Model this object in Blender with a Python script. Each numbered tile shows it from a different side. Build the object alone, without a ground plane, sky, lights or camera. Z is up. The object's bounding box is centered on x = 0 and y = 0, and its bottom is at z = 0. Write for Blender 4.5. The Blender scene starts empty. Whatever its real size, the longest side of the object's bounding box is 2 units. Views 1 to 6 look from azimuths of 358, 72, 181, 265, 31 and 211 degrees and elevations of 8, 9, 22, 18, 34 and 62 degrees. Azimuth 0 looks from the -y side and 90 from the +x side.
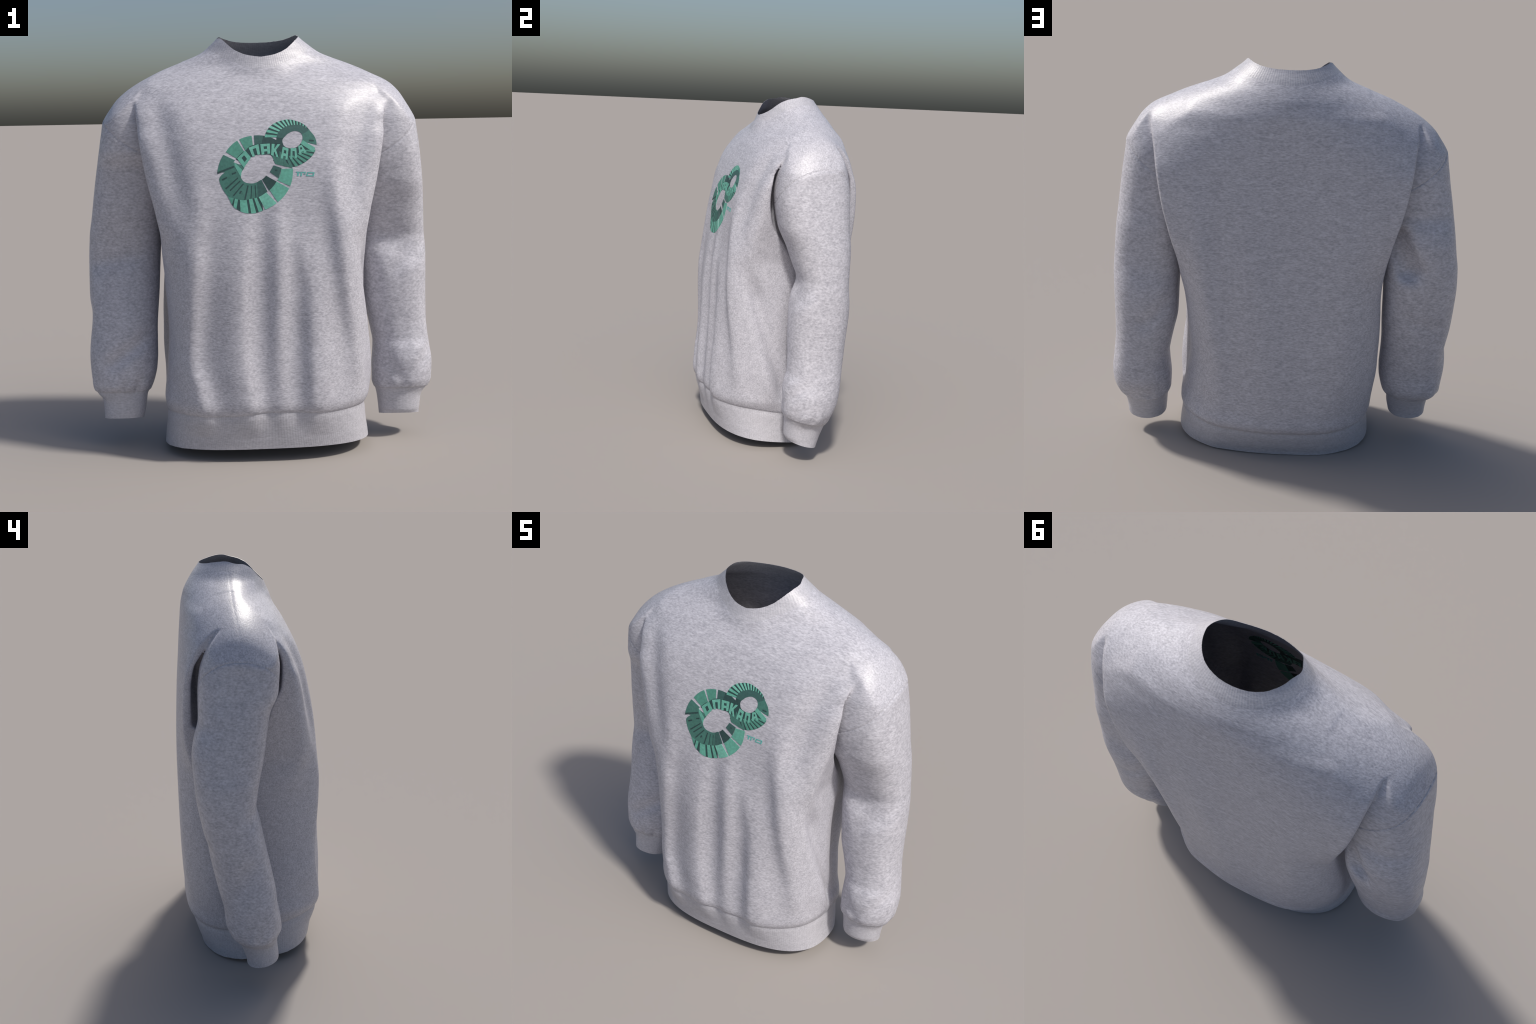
"""Grey crew-neck sweatshirt, hollow and standing as if worn.

The cloth is one smooth skin around three lofted volumes (torso and two hanging
sleeves) that are blended at the shoulders.  The skin is cut open at neck, hem and
cuffs, split along its seams into the sewn pieces, and given the thickness of cloth.
"""
import bpy
import math
import numpy as np

rng = np.random.default_rng(7)
THICK = 0.0028          # cloth thickness, metres
CELL = 0.0085          # sampling step of the skin


# ----------------------------------------------------------------- small tools
def curve(*pts):
    """Smooth monotone curve through (position, value) control points."""
    pts = sorted(pts)
    xs = np.array([p[0] for p in pts], float)
    ys = np.array([p[1] for p in pts], float)
    h = np.diff(xs)
    d = np.diff(ys) / h
    m = np.zeros(len(xs))
    m[0], m[-1] = d[0], d[-1]
    for i in range(1, len(xs) - 1):
        if d[i - 1] * d[i] > 0:
            a, b = 2 * h[i] + h[i - 1], h[i] + 2 * h[i - 1]
            m[i] = (a + b) / (a / d[i - 1] + b / d[i])
    lo, hi = xs[0], xs[-1]
    t = np.linspace(lo, hi, 1500)
    k = np.clip(np.searchsorted(xs, t) - 1, 0, len(xs) - 2)
    s = (t - xs[k]) / h[k]
    table = ((1 + 2 * s) * (1 - s) ** 2 * ys[k] + s * (1 - s) ** 2 * h[k] * m[k]
             + s * s * (3 - 2 * s) * ys[k + 1] + s * s * (s - 1) * h[k] * m[k + 1])
    return lambda v: np.interp(v, t, table)


def smoothstep(a, b, v):
    s = np.clip((v - a) / (b - a), 0, 1)
    return s * s * (3 - 2 * s)


def smin(a, b, k):
    h = np.maximum(k - np.abs(a - b), 0) / k
    return np.minimum(a, b) - h * h * k * 0.25


def smax(a, b, k):
    return -smin(-a, -b, k)


def bump(v, width):
    return np.exp(-(v / width) ** 2)


# ----------------------------------------------------------------- torso loft
t_middle = curve((0, .018), (.2, .016), (.5, .030), (.8, .016), (.95, .012), (1.5, .008), (1.65, .012), (1.72, .018), (1.77, .022), (1.83, .018), (1.92, .015), (1.99, .009), (2.06, .009))
t_twist = curve((.2, .0), (.35, .035), (.5, .055), (.75, .035), (1.0, .01), (1.2, 0))   # back hangs towards the right arm
t_half = curve((-.1, .512), (0, .512), (.06, .508), (.14, .499), (.22, .496), (.28, .505), (.4, .502), (.6, .492),
               (.85, .494), (1.0, .515), (1.1, .57), (1.2, .64), (1.3, .685), (1.5, .735), (1.6, .70),
               (1.66, .690), (1.71, .670), (1.77, .620), (1.80, .562), (1.835, .475), (1.875, .373), (1.91, .288),
               (1.95, .234), (1.99, .186), (2.06, .145))
def waist_seam(x, y):
    """Height of the seam between body and hem band."""
    return .236 - .13 * (y + .34) + .02 * x + .006 * np.sin(13 * x + 1.0) * smoothstep(0, -.2, y)


t_fold = curve((.6, .60), (.75, .53), (.85, .485), (1.05, .482), (1.16, .500), (1.35, .545), (1.5, .570), (1.6, .584), (1.66, .594), (1.71, .605), (1.76, .63), (1.80, .70), (1.85, .9))
t_front = curve((-.1, -.334), (0, -.334), (.06, -.338), (.12, -.348), (.2, -.355), (.28, -.362), (.4, -.360), (.6, -.350),
                (.9, -.340), (1.1, -.323), (1.2, -.312), (1.37, -.289), (1.5, -.257), (1.6, -.222),
                (1.7, -.174), (1.79, -.124), (1.85, -.095), (1.88, -.081), (1.95, -.045), (2.06, 0.0))
t_half_front = curve((1.0, 0), (1.1, -.02), (1.2, -.07), (1.4, -.11), (1.54, -.085), (1.61, -.045), (1.71, .0), (1.77, .05), (1.80, .045), (1.84, .02), (1.88, 0))
t_back = curve((-.1, .267), (0, .270), (.06, .292), (.11, .310), (.15, .322), (.2, .333), (.4, .349), (.74, .361), (1.0, .366),
               (1.3, .364), (1.53, .356), (1.67, .348), (1.77, .340), (1.83, .326), (1.92, .280),
               (1.97, .246), (2.06, .205))
t_axis = curve((0, -.03), (.25, -.01), (.6, .03), (1.0, .07), (1.3, .10), (1.8, .10), (2.05, .09))
t_square = curve((0, 2.7), (.25, 2.5), (.45, 2.75), (.7, 3.4), (1.0, 3.9), (1.3, 4.4), (1.5, 3.9), (1.6, 3.2), (1.66, 2.7), (1.71, 2.3),
                 (1.76, 2.1), (1.82, 1.85), (1.88, 1.9), (1.95, 2.0), (2.05, 2.0))
t_square_front = curve((0, 2.75), (.25, 3.0), (.6, 3.5), (1.0, 4.0), (1.3, 4.2), (1.5, 4.0), (1.6, 3.7), (1.66, 3.1), (1.71, 2.4),
                       (1.76, 2.0), (1.80, 1.7), (1.85, 1.55), (1.90, 1.75), (1.95, 1.95), (2.05, 2.0))

# soft folds that hang in the front: (path x over height, strength over height, half width)
FRONT_FOLDS = [   # path over height, strength over height, width on the left and right of the crest
    (curve((.22, -.285), (.35, -.315), (.5, -.350), (.7, -.338), (.95, -.318), (1.2, -.30)), curve((.12, .0), (.22, .014), (.4, .020), (.8, .020), (1.05, .015), (1.4, 0)), .085, .060),
    (curve((.22, -.066), (.35, -.088), (.55, -.110), (.8, -.108), (1.1, -.09)), curve((.12, .0), (.22, .014), (.4, .021), (.8, .020), (1.0, .014), (1.3, 0)), .110, .060),
    (curve((.22, .076), (.35, .070), (.55, .066), (.8, .074), (1.1, .07)), curve((.12, .0), (.22, .008), (.4, .011), (.7, .017), (.95, .016), (1.3, 0)), .052, .052),
    (curve((.22, .238), (.35, .234), (.55, .231), (.8, .228), (1.05, .17)), curve((.12, .0), (.22, .012), (.4, .021), (.65, .020), (.9, .011), (1.15, 0)), .056, .100),
    (curve((.3, .46), (.6, .43), (.85, .39), (1.1, .36), (1.3, .34)), curve((.25, 0), (.4, .007), (.8, .020), (1.1, .020), (1.45, 0)), .055, .070),
]
BACK_FOLDS = [
    (curve((.2, .30), (1.0, .37), (1.4, .40)), curve((.15, .003), (.5, .008), (1.0, .010), (1.5, 0)), .06),
    (curve((.2, .05), (1.0, .12), (1.4, .14)), curve((.15, .002), (.5, .005), (1.0, .006), (1.5, 0)), .09),
    (curve((.2, -.27), (1.0, -.30), (1.4, -.33)), curve((.15, .002), (.5, .006), (1.0, .006), (1.5, 0)), .08),
]
# shallow valley beside each armhole fold: it hangs from the shoulder point across the chest
valley_x = curve((1.0, .30), (1.25, .385), (1.45, .43), (1.65, .475))
valley_depth = curve((.95, 0), (1.15, .010), (1.4, .020), (1.6, .018), (1.72, 0))
# the neck is a round stand of its own, sunk into the yoke
neck_half = curve((1.7, .262), (1.76, .243), (1.80, .228), (1.85, .210), (1.9, .192), (1.95, .178), (1.99, .160), (2.06, .130))
neck_inset = curve((1.72, 0), (1.80, .010), (1.85, .018), (1.91, .010), (1.96, 0))


def neck_stand(px, y, z):
    yc = t_axis(z)
    depth = np.where(y < yc, yc - t_front(z) - .008, t_back(z) - yc - .03)
    return (np.hypot(px / neck_half(z), (y - yc) / depth) - 1) * depth + .55 * np.maximum(1.825 - z, 0)


side_crease_y = curve((.2, .05), (.5, .06), (.9, .09), (1.2, .10))
side_crease = curve((.22, 0), (.32, .016), (.6, .034), (.9, .03), (1.15, 0))


hollow_y = curve((.25, .01), (.354, -.022), (.465, -.057), (.685, -.127), (.913, -.195), (1.1, -.24))


def torso(x, y, z):
    px = x - t_middle(z) + t_twist(z) * smoothstep(-.1, .2, y)
    w, yc = t_half(z), t_axis(z)
    w = w - side_crease(z) * bump(y - side_crease_y(z), .09)
    ahead = y < yc
    w = w + np.where(ahead, t_half_front(z), 0)
    p = np.where(ahead, t_square_front(z), t_square(z))
    depth = np.where(ahead, yc - t_front(z) - neck_inset(z), t_back(z) - yc)
    u = np.abs(px) / w
    v = np.abs(y - yc) / depth
    q = (u ** p + v ** p) ** (1 / p)
    f = smin((q - 1) * depth, neck_stand(px, y, z), .045)
    lift = np.zeros_like(f)
    back = np.zeros_like(f)
    for path, strength, left, right in FRONT_FOLDS:
        d = px + t_middle(z) - path(z)
        lift += 1.5 * strength(z) * bump(d, np.where(d < 0, left, right))
    lift -= .015 * bump(z - .65, .40)
    lift -= valley_depth(z) * bump(np.abs(px) - valley_x(z), .07)
    for path, strength, width in BACK_FOLDS:
        back += 1.5 * strength(z) * bump(px - path(z), width)
    back -= .006 * bump(px - .385, .013) * smoothstep(.19, .24, z) * smoothstep(.40, .32, z)
    # on the left side the last front fold swings round towards the hip, with a hollow behind it
    hip = smoothstep(.30, .42, px) * smoothstep(.24, .36, z) * smoothstep(1.05, .85, z)
    f = f + hip * (.022 * bump(y - hollow_y(z), .042) - .010 * bump(y - hollow_y(z) + .085, .05))
    f = f - lift * smoothstep(.1, -.12, y) - back * smoothstep(.12, .26, y)
    # the body is gathered into the narrower hem band and hangs over it a little
    over = z - waist_seam(x, y)
    rear = .45 + .55 * smoothstep(-.05, .15, y)
    f = f + rear * (.008 * smoothstep(.008, -.010, over) + .008 * bump(over, .016) - .006 * bump(over - .05, .04))
    return smax(f, np.abs(px) - t_fold(z) - .012 * smoothstep(.1, .25, y), .012)


# ----------------------------------------------------------------- sleeve lofts
class Sleeve:
    """A hanging tube given by its outer, inner, front and back edge at each height."""

    def __init__(self, side, outer, inner, front, back, cuff_seam, creases):
        self.side, self.outer, self.inner, self.front, self.back = side, outer, inner, front, back
        self.cuff_seam, self.creases = cuff_seam, creases

    def field(self, x, y, z, grow=0.0):
        xo, xi, yf, yb = self.outer(z), self.inner(z), self.front(z), self.back(z)
        cx, cy = (xo + xi) / 2, (yf + yb) / 2
        rx, ry = (xo - xi) / 2 + grow, (yb - yf) / 2 + grow
        a = x * self.side
        p = s_square(z)
        q = ((np.abs(a - cx) / rx) ** p + (np.abs(y - cy) / ry) ** p) ** (1 / p)
        f = (q - 1) * np.minimum(rx, ry)
        for (ax, ay, az), (bx, by, bz), radius, depth in self.creases:
            tx, ty, tz = bx - ax, by - ay, bz - az
            t = np.clip(((a - ax) * tx + (y - ay) * ty + (z - az) * tz) / (tx * tx + ty * ty + tz * tz), 0, 1)
            d2 = (a - ax - t * tx) ** 2 + (y - ay - t * ty) ** 2 + (z - az - t * tz) ** 2
            f = f + depth * np.exp(-d2 / radius ** 2)
        # gathered above the cuff: little pleats and a step onto the band
        over = z - self.cuff_seam(y)
        turn = np.arctan2(y - cy, a - cx)
        f = f + .005 * smoothstep(.006, -.006, over)
        f = f - .003 * np.sin(9 * turn + 1.3 * np.sin(3 * turn)) * bump(over - .03, .03)
        return f


s_square = curve((.1, 2.1), (.3, 2.2), (.8, 2.4), (1.2, 2.6), (1.5, 2.8), (1.7, 2.3))
right_sleeve = Sleeve(
    -1,
    curve((.0, .789), (.14, .791), (.21, .795), (.24, .802), (.262, .822), (.29, .838), (.35, .846), (.45, .852), (.6, .845), (.72, .85),
          (.89, .852), (1.04, .844), (1.11, .832), (1.24, .812), (1.36, .791), (1.48, .768), (1.61, .750), (1.7, .752), (1.85, .76)),
    curve((.0, .598), (.12, .589), (.2, .572), (.25, .566), (.28, .552), (.33, .533), (.38, .522), (.45, .517), (.56, .517),
          (.75, .505), (.91, .497), (1.05, .488), (1.17, .478), (1.27, .45), (1.5, .41), (1.66, .46), (1.72, .52), (1.8, .56)),
    curve((.0, -.110), (.15, -.111), (.25, -.102), (.275, -.102), (.32, -.114), (.43, -.103), (.6, -.069), (.74, -.036), (.87, -.010), (.97, .002),
          (1.17, -.029), (1.36, -.056), (1.46, -.095), (1.57, -.100), (1.62, -.094), (1.66, -.086), (1.70, -.076), (1.8, -.06)),
    curve((.0, .043), (.135, .054), (.217, .082), (.26, .106), (.30, .138), (.335, .150), (.414, .159), (.53, .189), (.69, .226), (.845, .263),
          (1.0, .291), (1.17, .304), (1.24, .294), (1.33, .272), (1.44, .272), (1.55, .262), (1.60, .247), (1.66, .220), (1.70, .192), (1.74, .168), (1.8, .16)),
    lambda y: .270 - .15 * y,
    [((.52, -.05, .57), (.73, -.11, .43), .035, .016), ((.53, .26, 1.21), (.60, .27, 1.06), .05, .075),
     ((.60, -.03, .94), (.80, .03, .90), .05, .009), ((.84, .05, .66), (.84, .12, .50), .05, .007),
     ((.62, .27, .78), (.76, .24, .72), .04, .007), ((.60, -.10, .33), (.62, -.09, .29), .03, .008)])
left_sleeve = Sleeve(
    1,
    curve((.0, .796), (.1, .798), (.2, .808), (.225, .818), (.25, .838), (.3, .856), (.37, .860), (.46, .850), (.53, .840), (.6, .834), (.75, .832),
          (.92, .832), (1.05, .823), (1.18, .814), (1.31, .800), (1.45, .782), (1.61, .762), (1.7, .762), (1.85, .77)),
    curve((.0, .597), (.1, .587), (.2, .578), (.235, .571), (.27, .562), (.34, .560), (.42, .566), (.47, .568), (.52, .560), (.6, .543), (.71, .520),
          (.86, .512), (1.0, .500), (1.17, .478), (1.27, .45), (1.5, .41), (1.66, .46), (1.72, .52), (1.8, .56)),
    curve((.0, -.053), (.12, -.054), (.15, -.066), (.23, -.067), (.26, -.072), (.3, -.083), (.4, -.086), (.46, -.077), (.51, -.060), (.63, -.054),
          (.84, -.054), (.93, -.044), (1.02, -.022), (1.08, -.035), (1.18, -.067), (1.31, -.118), (1.46, -.136), (1.58, -.127), (1.62, -.115), (1.66, -.10), (1.70, -.085), (1.8, -.07)),
    curve((.0, .107), (.07, .117), (.15, .141), (.2, .160), (.253, .180), (.35, .219), (.5, .236), (.66, .253), (.87, .270),
          (1.0, .260), (1.2, .268), (1.3, .262), (1.44, .262), (1.55, .254), (1.60, .243), (1.66, .218), (1.70, .192), (1.74, .168), (1.8, .16)),
    lambda y: .240 - .20 * (y - .04),
    [((.50, -.05, 1.04), (.70, -.05, .97), .060, .022), ((.66, -.06, .87), (.80, .0, .96), .045, .009), ((.58, -.07, .44), (.66, -.10, .33), .035, .012),
     ((.84, .0, .46), (.80, -.06, .40), .035, .008), ((.56, .24, .80), (.66, .26, .70), .04, .010)])
SLEEVES = (right_sleeve, left_sleeve)

gap_width = curve((.1, .02), (.5, .02), (1.0, .024), (1.3, .034), (1.45, .030), (1.55, .024), (1.60, .014), (1.64, .004), (1.68, -.012), (1.74, -.07), (1.8, -.14))
fold_edge = curve((.1, .03), (1.0, .02), (1.3, .010), (1.6, .010), (1.66, .014), (1.7, .03), (1.8, .05))
gap_reach = curve((.8, .36), (1.1, .38), (1.19, .42), (1.26, .445), (1.5, .455), (1.56, .49), (1.62, .55), (1.7, .59))
shoulder_blend = curve((.9, .010), (1.45, .010), (1.62, .010), (1.7, .018), (1.8, .03))

# the yoke: one roof over torso and sleeve heads, from the neck out to the dropped armhole seam
ridge_left = curve((.0, 2.2), (.253, 1.948), (.29, 1.920), (.365, 1.888), (.457, 1.850), (.55, 1.808), (.636, 1.766), (.683, 1.724),
                   (.72, 1.671), (.756, 1.612), (.80, 1.52))
ridge_right = curve((.0, 2.2), (.216, 1.950), (.28, 1.912), (.36, 1.873), (.46, 1.832), (.55, 1.788), (.577, 1.773), (.632, 1.737),
                    (.683, 1.692), (.713, 1.652), (.742, 1.609), (.785, 1.52))
fall_front = curve((.2, 1.2), (.35, 1.7), (.5, 2.4), (.6, 2.7), (.8, 2.8))
fall_back = curve((.2, 1.0), (.35, 1.5), (.5, 2.8), (.6, 3.5), (.8, 3.5))


def yoke(x, y, z):
    a = np.abs(x)
    ridge = np.where(x > 0, ridge_left(a), ridge_right(a))
    step = np.where(x > 0, ridge_left(a + .006) - ridge_left(a - .006), ridge_right(a + .006) - ridge_right(a - .006)) / .012
    dy = y - .09
    fall = np.where(dy < 0, fall_front(a), fall_back(a))
    top = ridge - fall * dy * dy + .35 * smoothstep(.37, .20, a)
    return (z - top) / np.sqrt(1 + step ** 2 + (2 * fall * dy) ** 2)


def carved_torso(x, y, z):
    """Torso with a channel on each side in which the sleeve hangs, and the two sleeve fields."""
    f = torso(x, y, z)
    tubes = []
    for s in SLEEVES:
        t = s.field(x, y, z)
        carve = np.maximum(t - gap_width(z) * (.7 + .3 * smoothstep(0, .18, y)), gap_reach(z) - x * s.side)
        f = smax(f, -carve, fold_edge(z))
        tubes.append(t)
    return f, tubes


def skin(x, y, z):
    """Signed field of the whole garment: negative inside."""
    f, tubes = carved_torso(x, y, z)
    k = shoulder_blend(z)
    for t in tubes:
        f = smin(f, t, k)
    return smax(f, yoke(x, y, z), .006)


# ----------------------------------------------------------------- skin -> mesh
def build_skin():
    gx = np.arange(-.93, .93 + CELL, CELL)
    gy = np.arange(-.46, .44 + CELL, CELL)
    gz = np.arange(-.08, 2.05 + CELL, CELL)
    F = np.empty((len(gx), len(gy), len(gz)), np.float32)
    Y, X = np.meshgrid(gy, gx)
    for k, z in enumerate(gz):
        F[:, :, k] = skin(X, Y, np.full_like(X, z))
    inside = F < 0
    nx, ny, nz = F.shape
    count = np.zeros((nx - 1, ny - 1, nz - 1), np.float32)
    total = np.zeros((nx - 1, ny - 1, nz - 1, 3), np.float32)
    crossings = []
    for axis in range(3):
        a = [slice(None)] * 3
        b = [slice(None)] * 3
        a[axis], b[axis] = slice(0, -1), slice(1, None)
        fa, fb = F[tuple(a)], F[tuple(b)]
        I = np.argwhere(inside[tuple(a)] != inside[tuple(b)])
        va, vb = fa[tuple(I.T)], fb[tuple(I.T)]
        P = I.astype(np.float32)
        P[:, axis] += va / (va - vb)
        o1, o2 = [ax for ax in range(3) if ax != axis]
        for d1 in (0, 1):
            for d2 in (0, 1):
                C = I.copy()
                C[:, o1] -= d1
                C[:, o2] -= d2
                ok = ((C >= 0) & (C < np.array(count.shape))).all(1)
                Cc = tuple(C[ok].T)
                np.add.at(count, Cc, 1)
                np.add.at(total, Cc, P[ok])
        crossings.append((axis, o1, o2, I, va < 0))
    cells = np.argwhere(count > 0)
    ident = np.full(count.shape, -1, np.int64)
    ident[tuple(cells.T)] = np.arange(len(cells))
    V = total[tuple(cells.T)] / count[tuple(cells.T)][:, None]
    V = V.astype(float) * CELL + np.array([gx[0], gy[0], gz[0]])
    quads = []
    for axis, o1, o2, I, out in crossings:
        ok = ((I[:, o1] > 0) & (I[:, o2] > 0) & (I[:, o1] < count.shape[o1]) & (I[:, o2] < count.shape[o2]))
        I, out = I[ok], out[ok]
        ring = []
        for d1, d2 in ((0, 0), (1, 0), (1, 1), (0, 1)):
            C = I.copy()
            C[:, o1] -= d1
            C[:, o2] -= d2
            ring.append(ident[tuple(C.T)])
        Q = np.stack(ring, 1)
        flip = out if axis == 1 else ~out
        Q[flip] = Q[flip][:, ::-1]
        quads.append(Q)
    Q = np.concatenate(quads)
    F3 = np.concatenate([Q[:, [0, 1, 2]], Q[:, [0, 2, 3]]])
    for _ in range(3):
        V = project(V)
        V = relax(V, F3)
    return project(V), F3


def gradient(V, e=.0015):
    x, y, z = V.T
    g = np.stack([skin(x + e, y, z) - skin(x - e, y, z),
                  skin(x, y + e, z) - skin(x, y - e, z),
                  skin(x, y, z + e) - skin(x, y, z - e)], 1) / (2 * e)
    return g


def project(V):
    g = gradient(V)
    f = skin(*V.T)
    step = f[:, None] * g / np.maximum((g * g).sum(1), .05)[:, None]
    n = np.linalg.norm(step, axis=1)
    return V - step * np.minimum(1, CELL / np.maximum(n, 1e-9))[:, None]


def relax(V, F):
    E = np.concatenate([F[:, [0, 1]], F[:, [1, 2]], F[:, [2, 0]]])
    E = np.unique(np.sort(E, 1), axis=0)
    S = np.zeros_like(V)
    c = np.zeros(len(V))
    for a, b in ((0, 1), (1, 0)):
        np.add.at(S, E[:, a], V[E[:, b]])
        np.add.at(c, E[:, a], 1)
    return V + .5 * (S / np.maximum(c, 1)[:, None] - V)


# ----------------------------------------------------------------- cutting along seams
def cut(V, F, L, field, where, label):
    """Split the triangles carrying a label in `where` along field = 0; the positive side gets `label`."""
    s = field(V)
    sel = np.isin(L, where)
    used = np.zeros(len(V), bool)
    used[F[sel].ravel()] = True
    E = np.unique(np.sort(np.concatenate([F[sel][:, [0, 1]], F[sel][:, [1, 2]], F[sel][:, [2, 0]]]), 1), axis=0)
    # slide vertices that lie almost on the line onto it
    cross = s[E[:, 0]] * s[E[:, 1]] < 0
    C = E[cross]
    t = s[C[:, 0]] / (s[C[:, 0]] - s[C[:, 1]])
    for col, near in ((0, t < .25), (1, t > .75)):
        i = C[near, col]
        V[i] = V[C[near, 0]] * (1 - t[near])[:, None] + V[C[near, 1]] * t[near][:, None]
        s[i] = 0
    cross = s[E[:, 0]] * s[E[:, 1]] < 0
    C = E[cross]
    t = s[C[:, 0]] / (s[C[:, 0]] - s[C[:, 1]])
    new = V[C[:, 0]] * (1 - t)[:, None] + V[C[:, 1]] * t[:, None]
    split = {(a, b): len(V) + i for i, (a, b) in enumerate(map(tuple, C.tolist()))}
    V = np.concatenate([V, new])
    s = np.concatenate([s, np.zeros(len(new))])
    touched = np.zeros(len(V), bool)
    touched[C.ravel()] = True
    maybe = touched[F].sum(1) >= 2
    outF, outL, outS = [F[~maybe]], [L[~maybe]], [sel[~maybe]]
    nf, nl, ns = [], [], []
    for (a, b, c), lab, se in zip(F[maybe].tolist(), L[maybe].tolist(), sel[maybe].tolist()):
        poly = []
        for p, q in ((a, b), (b, c), (c, a)):
            poly.append(p)
            m = split.get((p, q) if p < q else (q, p))
            if m is not None:
                poly.append(m)
        mids = [i for i, v in enumerate(poly) if v not in (a, b, c)]
        if not mids:
            tris = [(a, b, c)]
        elif len(mids) == 1:
            k = mids[0]
            poly = poly[k:] + poly[:k]
            tris = [(poly[0], poly[1], poly[2]), (poly[0], poly[2], poly[3])]
        elif len(mids) == 2:
            # corner cut off between the two new points, plus a quad
            n = len(poly)
            k = mids[0] if (mids[1] - mids[0]) == 2 else mids[1]
            poly = poly[k:] + poly[:k]          # new, corner, new, p, q
            tris = [(poly[0], poly[1], poly[2]), (poly[0], poly[2], poly[3]), (poly[0], poly[3], poly[4])]
        else:
            tris = [(poly[5], poly[0], poly[1]), (poly[1], poly[2], poly[3]), (poly[3], poly[4], poly[5]), (poly[1], poly[3], poly[5])]
        for tr in tris:
            nf.append(tr)
            nl.append(lab)
            ns.append(se)
    if nf:
        outF.append(np.array(nf))
        outL.append(np.array(nl))
        outS.append(np.array(ns))
    F, L, sel = np.concatenate(outF), np.concatenate(outL), np.concatenate(outS)
    side = s[F]
    strongest = np.take_along_axis(side, np.abs(side).argmax(1)[:, None], 1)[:, 0]
    L = np.where(sel & (strongest > 0), label, L)
    return V, F, L


BODY, BACK, SLEEVE_R, SLEEVE_L, COLLAR, HEM, CUFF_R, CUFF_L, AWAY = range(9)

rim_front = curve((0, 1.880), (.06, 1.890), (.12, 1.916), (.15, 1.941), (.175, 1.966), (.192, 1.980), (.4, 1.988))
rim_back = curve((.05, 1.988), (.09, 1.991), (.13, 1.992), (.17, 1.987), (.21, 1.978), (.24, 1.972), (.3, 1.966))


def rim_height(x, y):
    return rim_front(np.abs(x - .015)) * (1 - smoothstep(.06, .12, y)) + rim_back(y) * smoothstep(.06, .12, y)


armhole_rise = curve((.5, 1.47), (.60, 1.522), (.67, 1.566), (.75, 1.612), (.8, 1.645))
seam_y = curve((.2, .05), (.5, .06), (.9, .09), (1.3, .10), (1.6, .082), (1.7, .085), (1.8, .10), (1.95, .11))


def neck_line(V):
    return np.where(np.abs(V[:, 0]) < .4, V[:, 2] - rim_height(V[:, 0], V[:, 1]) - .012 * (V[:, 0] - .01), -1)


def collar_line(V):
    x, y, z = V.T
    r = np.hypot((x - .009) / 1.15, (y - .085))
    low = curve((-.16, 1.812), (-.1, 1.828), (-.05, 1.862), (.05, 1.915), (.12, 1.935), (.2, 1.925), (.3, 1.905))
    return np.where(np.abs(x) < .32, z - low(y) - .06 * np.abs(x), -1)


def armhole_line(V):
    x, y, z = V.T
    a = np.abs(x)
    line = armhole_rise(a) - 1.6 * (np.clip(y - .09, -.3, .3)) ** 2
    f, tubes = carved_torso(x, y, z)
    return np.minimum(np.minimum(line - z, (f - np.minimum(*tubes)) * 2), np.where(a > .4, 1, -1))


def hem_seam(V):
    x, y, z = V.T
    return waist_seam(x, y) - z


def hem_line(V):
    x, y, z = V.T
    return .062 - .105 * (y + .32) + .012 * x - z


def make_parts():
    V, F = build_skin()
    L = np.full(len(F), BODY)
    V, F, L = cut(V, F, L, neck_line, [BODY], AWAY)
    V, F, L = F_keep(V, F, L)
    V, F, L = cut(V, F, L, armhole_line, [BODY], SLEEVE_R)
    left = V[F].mean(1)[:, 0] > 0
    L[(L == SLEEVE_R) & left] = SLEEVE_L
    V, F, L = cut(V, F, L, lambda P: .118 - .22 * (P[:, 1] + .02) + .02 - P[:, 2], [SLEEVE_R], AWAY)
    V, F, L = cut(V, F, L, lambda P: .107 - .27 * (P[:, 1] - .03) - P[:, 2], [SLEEVE_L], AWAY)
    V, F, L = cut(V, F, L, hem_line, [BODY], AWAY)
    V, F, L = F_keep(V, F, L)
    V, F, L = cut(V, F, L, lambda P: right_sleeve.cuff_seam(P[:, 1]) - P[:, 2], [SLEEVE_R], CUFF_R)
    V, F, L = cut(V, F, L, lambda P: left_sleeve.cuff_seam(P[:, 1]) - P[:, 2], [SLEEVE_L], CUFF_L)
    V, F, L = cut(V, F, L, hem_seam, [BODY], HEM)
    V, F, L = cut(V, F, L, collar_line, [BODY], COLLAR)
    V, F, L = cut(V, F, L, lambda P: P[:, 1] - seam_y(P[:, 2]), [BODY], BACK)
    return V, F, L


def F_keep(V, F, L):
    F, L = F[L != AWAY], L[L != AWAY]
    used = np.unique(F)
    m = np.full(len(V), -1)
    m[used] = np.arange(len(used))
    return V[used], m[F], L


def vertex_normals(V, F):
    n = np.cross(V[F[:, 1]] - V[F[:, 0]], V[F[:, 2]] - V[F[:, 0]])
    N = np.zeros_like(V)
    for k in range(3):
        np.add.at(N, F[:, k], n)
    return N / np.maximum(np.linalg.norm(N, axis=1), 1e-12)[:, None]


def edges_of(F):
    D = np.concatenate([F[:, [0, 1]], F[:, [1, 2]], F[:, [2, 0]]])
    return D


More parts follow.
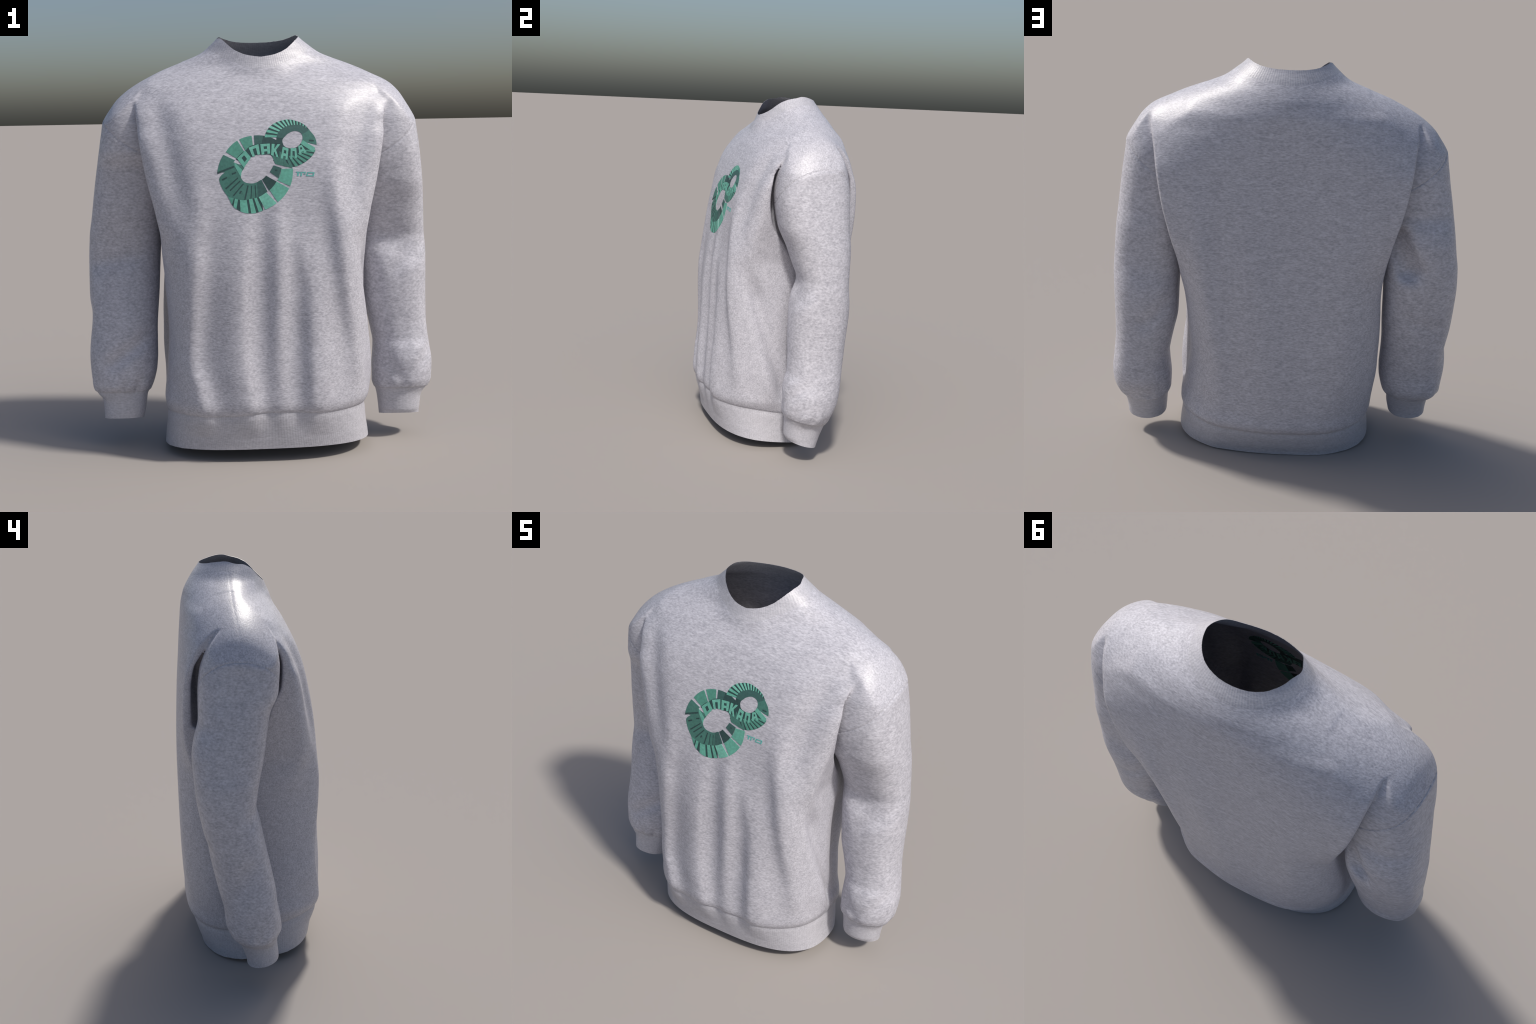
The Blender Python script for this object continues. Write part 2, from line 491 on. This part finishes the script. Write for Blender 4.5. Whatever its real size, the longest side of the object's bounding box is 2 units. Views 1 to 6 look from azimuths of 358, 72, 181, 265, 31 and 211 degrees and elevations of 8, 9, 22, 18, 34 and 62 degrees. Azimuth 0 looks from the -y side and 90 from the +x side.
# ----------------------------------------------------------------- materials
def node(nt, kind, **props):
    n = nt.nodes.new(kind)
    for k, v in props.items():
        if k in n.inputs.keys() if isinstance(k, str) else False:
            n.inputs[k].default_value = v
        else:
            setattr(n, k, v)
    return n


def heather(name, ribbed=None, tilt=0.0, rows=(1.0, 2.6, 3.0)):
    """Grey marl jersey: short pale and dark fibres lying along the knitted rows."""
    m = bpy.data.materials.new(name)
    m.use_nodes = True
    nt = m.node_tree
    lk = nt.links.new
    bsdf = nt.nodes["Principled BSDF"]
    co = nt.nodes.new("ShaderNodeTexCoord")

    def streaks(scale, seed, detail):
        mp = nt.nodes.new("ShaderNodeMapping")
        mp.inputs["Rotation"].default_value = (0, tilt, 0)
        mp.inputs["Scale"].default_value = tuple(scale * r for r in rows)
        mp.inputs["Location"].default_value = (seed, seed * .7, seed * .3)
        lk(co.outputs["Object"], mp.inputs["Vector"])
        n = nt.nodes.new("ShaderNodeTexNoise")
        n.inputs["Scale"].default_value = 1.0
        n.inputs["Detail"].default_value = detail
        n.inputs["Roughness"].default_value = .6
        lk(mp.outputs["Vector"], n.inputs["Vector"])
        return n.outputs["Fac"]

    fine = streaks(56, 3.1, 3)
    wide = streaks(16, 8.3, 2)
    mix = nt.nodes.new("ShaderNodeMath")
    mix.operation = 'MULTIPLY_ADD'
    mix.inputs[1].default_value = .75
    lk(fine, mix.inputs[0])
    w2 = nt.nodes.new("ShaderNodeMath")
    w2.operation = 'MULTIPLY'
    w2.inputs[1].default_value = .25
    lk(wide, w2.inputs[0])
    lk(w2.outputs[0], mix.inputs[2])
    ramp = nt.nodes.new("ShaderNodeValToRGB")
    e = ramp.color_ramp.elements
    e[0].position, e[1].position = .34, .66
    c0, c1 = [.345, .342, .385], [.595, .588, .642]
    if ribbed:
        c0, c1 = [.39, .386, .425], [.54, .534, .578]
    e[0].color = (*c0, 1)
    e[1].color = (*c1, 1)
    lk(mix.outputs[0], ramp.inputs[0])
    colour = ramp.outputs["Color"]
    height = mix.outputs[0]
    bmp = nt.nodes.new("ShaderNodeBump")
    bmp.inputs["Strength"].default_value = .25
    bmp.inputs["Distance"].default_value = .004
    lk(height, bmp.inputs["Height"])
    normal = bmp.outputs["Normal"]
    if ribbed:
        # fine vertical ribs counted around the garment part
        sep = nt.nodes.new("ShaderNodeSeparateXYZ")
        mp = nt.nodes.new("ShaderNodeMapping")
        mp.inputs["Location"].default_value = (-ribbed[0], -ribbed[1], 0)
        lk(co.outputs["Object"], mp.inputs["Vector"])
        lk(mp.outputs["Vector"], sep.inputs[0])
        at = nt.nodes.new("ShaderNodeMath")
        at.operation = 'ARCTAN2'
        lk(sep.outputs["Y"], at.inputs[0])
        lk(sep.outputs["X"], at.inputs[1])
        mu = nt.nodes.new("ShaderNodeMath")
        mu.operation = 'MULTIPLY'
        mu.inputs[1].default_value = ribbed[2]
        lk(at.outputs[0], mu.inputs[0])
        sn = nt.nodes.new("ShaderNodeMath")
        sn.operation = 'SINE'
        lk(mu.outputs[0], sn.inputs[0])
        b2 = nt.nodes.new("ShaderNodeBump")
        b2.inputs["Strength"].default_value = .07
        b2.inputs["Distance"].default_value = .002
        lk(sn.outputs[0], b2.inputs["Height"])
        lk(normal, b2.inputs["Normal"])
        normal = b2.outputs["Normal"]
        mm = nt.nodes.new("ShaderNodeMapRange")
        mm.inputs["From Min"].default_value = -1
        mm.inputs["From Max"].default_value = 1
        mm.inputs["To Min"].default_value = .965
        mm.inputs["To Max"].default_value = 1.02
        lk(sn.outputs[0], mm.inputs["Value"])
        mx = nt.nodes.new("ShaderNodeMix")
        mx.data_type = 'RGBA'
        mx.blend_type = 'MULTIPLY'
        mx.inputs["Factor"].default_value = 1
        lk(colour, mx.inputs["A"])
        lk(mm.outputs[0], mx.inputs["B"])
        colour = mx.outputs["Result"]
    lk(colour, bsdf.inputs["Base Color"])
    lk(normal, bsdf.inputs["Normal"])
    bsdf.inputs["Roughness"].default_value = .43
    bsdf.inputs["Specular IOR Level"].default_value = .5
    return m


# ----------------------------------------------------------------- assembly
def new_object(name, mesh, parent):
    o = bpy.data.objects.new(name, mesh)
    bpy.context.scene.collection.objects.link(o)
    o.parent = parent
    return o


def build():
    V, F, L = make_parts()
    N = vertex_normals(V, F)
    # seams are pulled in a little: each border between two pieces is a fine groove
    D = edges_of(F)
    lab = np.concatenate([L, L, L])
    key = np.sort(D, 1)
    key = key[:, 0].astype(np.int64) * (len(V) + 1) + key[:, 1]
    order = np.argsort(key, kind="stable")
    k2, l2 = key[order], lab[order]
    same = np.flatnonzero(k2[1:] == k2[:-1])
    diff = same[l2[same] != l2[same + 1]]
    depth = np.zeros(len(V))
    for pull, pairs in ((.0009, (BACK,)), (.0003, (COLLAR,)), (.0040, (SLEEVE_R, SLEEVE_L)), (.0030, (HEM, CUFF_R, CUFF_L))):
        hit = np.isin(l2[diff], pairs) | np.isin(l2[diff + 1], pairs)
        depth[D[order[diff[hit]]].ravel()] = pull
    uniq, counts = np.unique(key, return_counts=True)
    V0 = V.copy()
    V -= N * depth[:, None]
    N = vertex_normals(V, F)
    inner = V - N * THICK
    lonely = np.isin(key, uniq[counts == 1])
    rimE, rimL = D[lonely], lab[lonely]

    root = bpy.data.objects.new("sweatshirt", None)
    bpy.context.scene.collection.objects.link(root)
    root["label"] = "heather grey crew neck sweatshirt with green ring print"
    root["category"] = "sweatshirt"

    jersey = heather("grey_marl_jersey")
    sleeve_r = heather("grey_marl_sleeve", tilt=.25, rows=(1.1, 1.2, 2.1))
    sleeve_l = heather("grey_marl_sleeve", tilt=-.25, rows=(1.1, 1.2, 2.1))
    rib_hem = heather("ribbed_band", ribbed=(.01, -.02, 300))
    rib_neck = heather("ribbed_band", ribbed=(.009, .085, 110))
    rib_r = heather("ribbed_band", ribbed=(-.68, .0, 90))
    rib_l = heather("ribbed_band", ribbed=(.69, .04, 90))
    parts = {}
    for label, name, mat, parent in ((BODY, "front_panel", jersey, None), (BACK, "back_panel", jersey, None),
                                     (SLEEVE_R, "sleeve", sleeve_r, None), (SLEEVE_L, "sleeve", sleeve_l, None),
                                     (COLLAR, "collar", rib_neck, None), (HEM, "hem_band", rib_hem, None),
                                     (CUFF_R, "cuff", rib_r, SLEEVE_R), (CUFF_L, "cuff", rib_l, SLEEVE_L)):
        T = F[L == label]
        R = rimE[rimL == label]
        used = np.unique(T)
        m = np.full(len(V), -1)
        m[used] = np.arange(len(used))
        n = len(used)
        T = m[T]
        R = m[R]
        verts = np.concatenate([V[used], inner[used]])
        faces = [tuple(t) for t in T.tolist()] + [tuple(t) for t in (T[:, ::-1] + n).tolist()]
        faces += [(b, a, a + n, b + n) for a, b in R.tolist()]
        me = bpy.data.meshes.new(name)
        me.from_pydata(verts.tolist(), [], faces)
        me.polygons.foreach_set("use_smooth", np.ones(len(me.polygons), bool))
        nn = np.concatenate([N[used], -N[used]])
        loops = np.empty(len(me.loops), np.int32)
        me.loops.foreach_get("vertex_index", loops)
        ln = nn[loops]
        me.materials.append(mat)
        me.update()
        me.normals_split_custom_set(ln.tolist())
        parts[label] = new_object(name, me, parts.get(parent, root))
    return root, parts, V0


# ----------------------------------------------------------------- chest print
# The print shows two interlocked rings of chunky block letters, seen at an angle.
# It is laid out on a flat sheet (P to the right, Q downwards, 1 unit = 0.32 m) and draped on the chest.
def sheet(P, Q):
    return .3189 * P - .0082 * Q - .2256, -.0060 * P - .3147 * Q + 1.6368


def ring_edge(*pts):
    """Closed edge of a ring: (angle, radius) control points, angle clockwise from the right."""
    pts = sorted(pts)
    pts = [(a - 360, r) for a, r in pts[-2:]] + pts + [(a + 360, r) for a, r in pts[:2]]
    return curve(*pts)


class Ring:
    def __init__(self, centre, hole, middle, rim):
        self.centre, self.hole, self.middle, self.rim = centre, hole, middle, rim

    def sector(self, a0, a1, inner, outer, lean=0.0):
        """Patch between two ring edges; lean turns its outer end."""
        def f(u, v):
            a = a0 + (a1 - a0) * u
            ai, ao = np.mod(a, 360), np.mod(a + lean, 360)
            t0, t1 = np.radians(a), np.radians(a + lean)
            x0, y0 = inner(ai) * np.cos(t0), inner(ai) * np.sin(t0)
            x1, y1 = outer(ao) * np.cos(t1), outer(ao) * np.sin(t1)
            return self.centre[0] + x0 + (x1 - x0) * v, self.centre[1] + y0 + (y1 - y0) * v
        return f


def cell(p0, p1, p2, p3, box=(0, 0, 1, 1)):
    """Part of a four-cornered cell (corners clockwise from top left)."""
    (x0, y0), (x1, y1), (x2, y2), (x3, y3) = p0, p1, p2, p3

    def f(u, v):
        s = box[0] + (box[2] - box[0]) * u
        t = box[1] + (box[3] - box[1]) * v
        return ((x0 * (1 - s) + x1 * s) * (1 - t) + (x3 * (1 - s) + x2 * s) * t,
                (y0 * (1 - s) + y1 * s) * (1 - t) + (y3 * (1 - s) + y2 * s) * t)
    return f


def drape(patch, lift, nu=6, nv=5):
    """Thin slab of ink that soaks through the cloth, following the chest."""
    u, v = np.meshgrid(np.linspace(0, 1, nu + 1), np.linspace(0, 1, nv + 1), indexing="ij")
    P, Q = patch(u.ravel(), v.ravel())
    x, z = sheet(P, Q)
    y = np.full_like(x, -.28)
    for _ in range(12):
        f = skin(x, y, z)
        g = (skin(x, y + .002, z) - skin(x, y - .002, z)) / .004
        y = y - np.clip(f / np.minimum(g, -.2), -.05, .05)
    S = np.stack([x, y, z], 1)
    n = gradient(S)
    n /= np.linalg.norm(n, axis=1)[:, None]
    front, rear = S + n * lift, S - n * (THICK + lift)
    k = len(S)
    idx = np.arange(k).reshape(nu + 1, nv + 1)
    q = np.stack([idx[:-1, :-1], idx[1:, :-1], idx[1:, 1:], idx[:-1, 1:]], -1).reshape(-1, 4)
    p = np.cross(front[q[0, 1]] - front[q[0, 0]], front[q[0, 3]] - front[q[0, 0]])
    if p @ n[q[0, 0]] < 0:
        q = q[:, ::-1]
    edge = list(idx[:, 0]) + list(idx[-1, 1:]) + list(idx[::-1, -1][1:]) + list(idx[0, ::-1][1:-1])
    faces = q.tolist() + (q[:, ::-1] + k).tolist()
    wall = [(a, b, b + k, a + k) for a, b in zip(edge, edge[1:] + edge[:1])]
    return np.concatenate([front, rear]), faces + wall


def ink(name, srgb):
    c = [((v / 255 + .055) / 1.055) ** 2.4 / 1.12 for v in srgb]
    c = [.88 * v + .12 * sum(c) / 3 for v in c]
    m = bpy.data.materials.new(name)
    m.use_nodes = True
    nt = m.node_tree
    lk = nt.links.new
    bsdf = nt.nodes["Principled BSDF"]
    co = nt.nodes.new("ShaderNodeTexCoord")
    n = nt.nodes.new("ShaderNodeTexNoise")
    n.inputs["Scale"].default_value = 90
    n.inputs["Detail"].default_value = 3
    lk(co.outputs["Object"], n.inputs["Vector"])
    r = nt.nodes.new("ShaderNodeValToRGB")
    r.color_ramp.elements[0].position, r.color_ramp.elements[1].position = .3, .7
    r.color_ramp.elements[0].color = (*[v * .86 for v in c], 1)
    r.color_ramp.elements[1].color = (*[v * 1.14 for v in c], 1)
    lk(n.outputs["Fac"], r.inputs[0])
    lk(r.outputs["Color"], bsdf.inputs["Base Color"])
    bsdf.inputs["Roughness"].default_value = .55
    return m


big = Ring((.660, .860),
           ring_edge((6, .191), (27, .157), (67, .152), (96, .181), (118, .210), (142, .242), (156, .242), (169, .219), (193, .175),
                     (230, .188), (253, .204), (294, .242), (315, .297), (335, .282)),
           ring_edge((20, .335), (27, .327), (56, .338), (63, .342), (87, .386), (100, .411), (112, .458), (129, .512), (138, .548),
                     (165, .545), (186, .36), (200, .342), (211, .328), (240, .322), (252, .348), (275, .376), (297, .425), (313, .50), (340, .38), (355, .356)),
           ring_edge((0, .520), (26, .532), (55, .546), (76, .572), (96, .618), (107, .626), (120, .614), (138, .552), (158, .551),
                     (171, .567), (178, .552), (205, .517), (211, .507), (237, .502), (262, .495), (279, .501), (311, .517)))
small = Ring((1.190, .420),
             ring_edge((27, .112), (70, .117), (116, .139), (150, .165), (173, .161), (203, .125), (243, .112), (284, .124), (325, .140), (356, .130)),
             ring_edge((20, .23), (60, .20), (100, .24), (140, .26), (180, .245), (199, .243), (218, .228), (239, .211), (267, .205), (299, .228), (330, .25)),
             ring_edge((12, .337), (30, .35), (60, .36), (100, .40), (140, .42), (186, .412), (201, .396), (219, .359), (234, .326), (256, .293), (281, .265),
                       (302, .261), (330, .264), (352, .303)))

GLYPHS = {   # strokes of a letter in its unit cell
    "O": ((0, 0, .34, 1), (.66, 0, 1, 1), (.34, 0, .66, .26), (.34, .74, .66, 1)),
    "N": ((0, 0, .32, 1), (.68, 0, 1, .95), (.32, 0, .68, .28)),
    "A": ((0, 0, .32, 1), (.68, 0, 1, 1), (.32, 0, .68, .24), (.32, .5, .68, .74)),
    "K": ((0, 0, .34, 1),),
}


def build_print(parent):
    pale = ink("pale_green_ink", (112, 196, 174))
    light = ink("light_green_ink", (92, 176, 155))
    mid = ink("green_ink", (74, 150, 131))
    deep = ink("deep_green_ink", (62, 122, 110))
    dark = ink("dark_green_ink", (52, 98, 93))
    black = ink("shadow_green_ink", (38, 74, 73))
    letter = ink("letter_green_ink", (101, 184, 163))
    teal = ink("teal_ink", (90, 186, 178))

    def piece(name, patches, material, lift, kind=None, par=None):
        V, F = [], []
        for p in patches:
            v, f = drape(p, lift)
            o = sum(len(a) for a in V)
            V.append(v)
            F += [tuple(i + o for i in q) for q in f]
        me = bpy.data.meshes.new(name)
        me.from_pydata(np.concatenate(V).tolist(), [], F)
        me.materials.append(material)
        me.update()
        ob = new_object(name, me, par or base)
        if kind:
            ob["kind"] = kind
        return ob

    base = None
    # shadow colour behind the letters, on both rings
    ground = [big.sector(a, a + 10, big.hole, big.middle) for a in range(208, 338, 10)]
    ground += [small.sector(a, a + 10, small.hole, small.middle) for a in range(30, 190, 10)]
    ground += [small.sector(a, a + 9, small.middle, small.rim) for a in range(26, 134, 9)]
    ground += [small.sector(a, a + 10, small.middle, small.rim) for a in range(186, 326, 10)]
    ground += [big.sector(a, a + 6, big.middle, big.rim) for a in range(80, 134, 6)]
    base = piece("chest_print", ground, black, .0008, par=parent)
    base["kind"] = "stuff"

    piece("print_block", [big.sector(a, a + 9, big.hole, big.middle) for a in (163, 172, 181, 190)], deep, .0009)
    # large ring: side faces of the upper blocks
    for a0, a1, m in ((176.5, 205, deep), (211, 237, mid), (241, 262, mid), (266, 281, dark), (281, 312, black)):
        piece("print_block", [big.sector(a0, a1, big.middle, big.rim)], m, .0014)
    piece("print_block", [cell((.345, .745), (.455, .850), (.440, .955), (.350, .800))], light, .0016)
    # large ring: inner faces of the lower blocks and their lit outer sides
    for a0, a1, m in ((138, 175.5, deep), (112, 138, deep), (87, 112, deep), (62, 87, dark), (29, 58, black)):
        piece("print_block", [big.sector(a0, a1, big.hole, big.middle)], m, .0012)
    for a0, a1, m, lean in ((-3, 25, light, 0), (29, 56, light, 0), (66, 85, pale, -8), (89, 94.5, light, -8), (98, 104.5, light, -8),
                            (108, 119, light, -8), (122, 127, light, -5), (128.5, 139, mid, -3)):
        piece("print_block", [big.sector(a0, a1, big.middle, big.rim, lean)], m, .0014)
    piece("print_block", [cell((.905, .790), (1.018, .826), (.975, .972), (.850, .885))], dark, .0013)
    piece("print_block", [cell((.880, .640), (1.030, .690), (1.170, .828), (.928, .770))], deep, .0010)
    # strokes cut into the lower inner faces
    cuts = [cell((.108, .885), (.338, .795), (.346, .815), (.110, .912)), cell((.175, .985), (.243, .952), (.250, .970), (.182, 1.005)),
            cell((.312, .905), (.370, .882), (.374, .898), (.318, .922)), cell((.220, 1.115), (.395, .960), (.405, .972), (.235, 1.130)),
            cell((.282, 1.140), (.425, 1.005), (.437, 1.016), (.296, 1.155)), cell((.330, 1.215), (.470, 1.045), (.484, 1.055), (.345, 1.225)),
            cell((.418, 1.185), (.440, 1.148), (.456, 1.156), (.434, 1.195)), cell((.490, 1.275), (.535, 1.075), (.552, 1.078), (.508, 1.275)),
            cell((.580, 1.262), (.590, 1.080), (.600, 1.080), (.592, 1.262)), cell((.650, 1.250), (.640, 1.075), (.650, 1.073), (.662, 1.248)),
            cell((.930, .850), (.960, .850), (.958, .866), (.930, .868))]
    piece("print_stroke", cuts, black, .0020, "stuff")
    # the row of letters that runs from the large ring over onto the small one
    row = (("O", (.385, .692), (.500, .578), (.585, .680), (.480, .825)), ("N", (.548, .538), (.688, .488), (.712, .640), (.605, .668)),
           ("A", (.715, .488), (.850, .480), (.855, .622), (.735, .640)), ("K", (.878, .484), (1.000, .490), (.975, .680), (.868, .642)),
           ("A", (1.035, .525), (1.118, .550), (1.100, .712), (1.005, .690)), ("N", (1.148, .545), (1.228, .542), (1.240, .690), (1.142, .704)),
           ("A", (1.255, .515), (1.305, .498), (1.375, .600), (1.272, .640)))
    for glyph, *corners in row:
        strokes = [cell(*corners, box=b) for b in GLYPHS[glyph]]
        if glyph == "K":
            def at(s, t, c=corners):
                return cell(*c)(np.array([s]), np.array([t]))
            pt = lambda s, t: tuple(float(v[0]) for v in at(s, t))
            strokes += [cell(pt(.34, .42), pt(.68, 0), pt(1, 0), pt(.34, .72)), cell(pt(.30, .45), pt(.55, .45), pt(1, 1), pt(.68, 1))]
        piece("print_letter", strokes, letter if glyph != "O" else light, .0017)
    # small ring: dark inside, light spokes on top, thick letter sides below
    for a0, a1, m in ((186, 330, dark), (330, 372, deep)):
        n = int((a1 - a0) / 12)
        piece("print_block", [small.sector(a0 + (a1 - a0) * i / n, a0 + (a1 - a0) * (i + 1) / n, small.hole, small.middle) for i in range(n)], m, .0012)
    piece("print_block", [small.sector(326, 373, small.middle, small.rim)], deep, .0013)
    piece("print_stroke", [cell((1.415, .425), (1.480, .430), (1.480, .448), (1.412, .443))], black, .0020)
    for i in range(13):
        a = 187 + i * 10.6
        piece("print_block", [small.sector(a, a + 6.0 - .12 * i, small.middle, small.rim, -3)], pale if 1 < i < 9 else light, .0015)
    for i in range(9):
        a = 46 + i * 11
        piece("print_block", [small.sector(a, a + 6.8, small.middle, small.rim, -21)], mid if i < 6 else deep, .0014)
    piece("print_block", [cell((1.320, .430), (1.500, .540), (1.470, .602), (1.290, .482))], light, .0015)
    # small mark beside the rings
    mark = [cell((1.225, .878), (1.300, .882), (1.298, .896), (1.225, .892)), cell((1.245, .892), (1.268, .892), (1.262, .942), (1.238, .942)),
            cell((1.312, .880), (1.365, .882), (1.362, .896), (1.310, .894)), cell((1.292, .890), (1.312, .890), (1.306, .944), (1.284, .944)),
            cell((1.335, .905), (1.360, .905), (1.358, .918), (1.333, .918)), cell((1.385, .886), (1.488, .888), (1.487, .902), (1.384, .900)),
            cell((1.370, .930), (1.480, .932), (1.478, .946), (1.368, .944)), cell((1.466, .902), (1.487, .902), (1.480, .932), (1.460, .932)),
            cell((1.378, .902), (1.398, .902), (1.390, .930), (1.372, .930))]
    piece("print_mark", mark, teal, .0012)
    return base


root, parts, V0 = build()
build_print(root)
print("BOUNDS", V0.min(0), V0.max(0), len(V0))
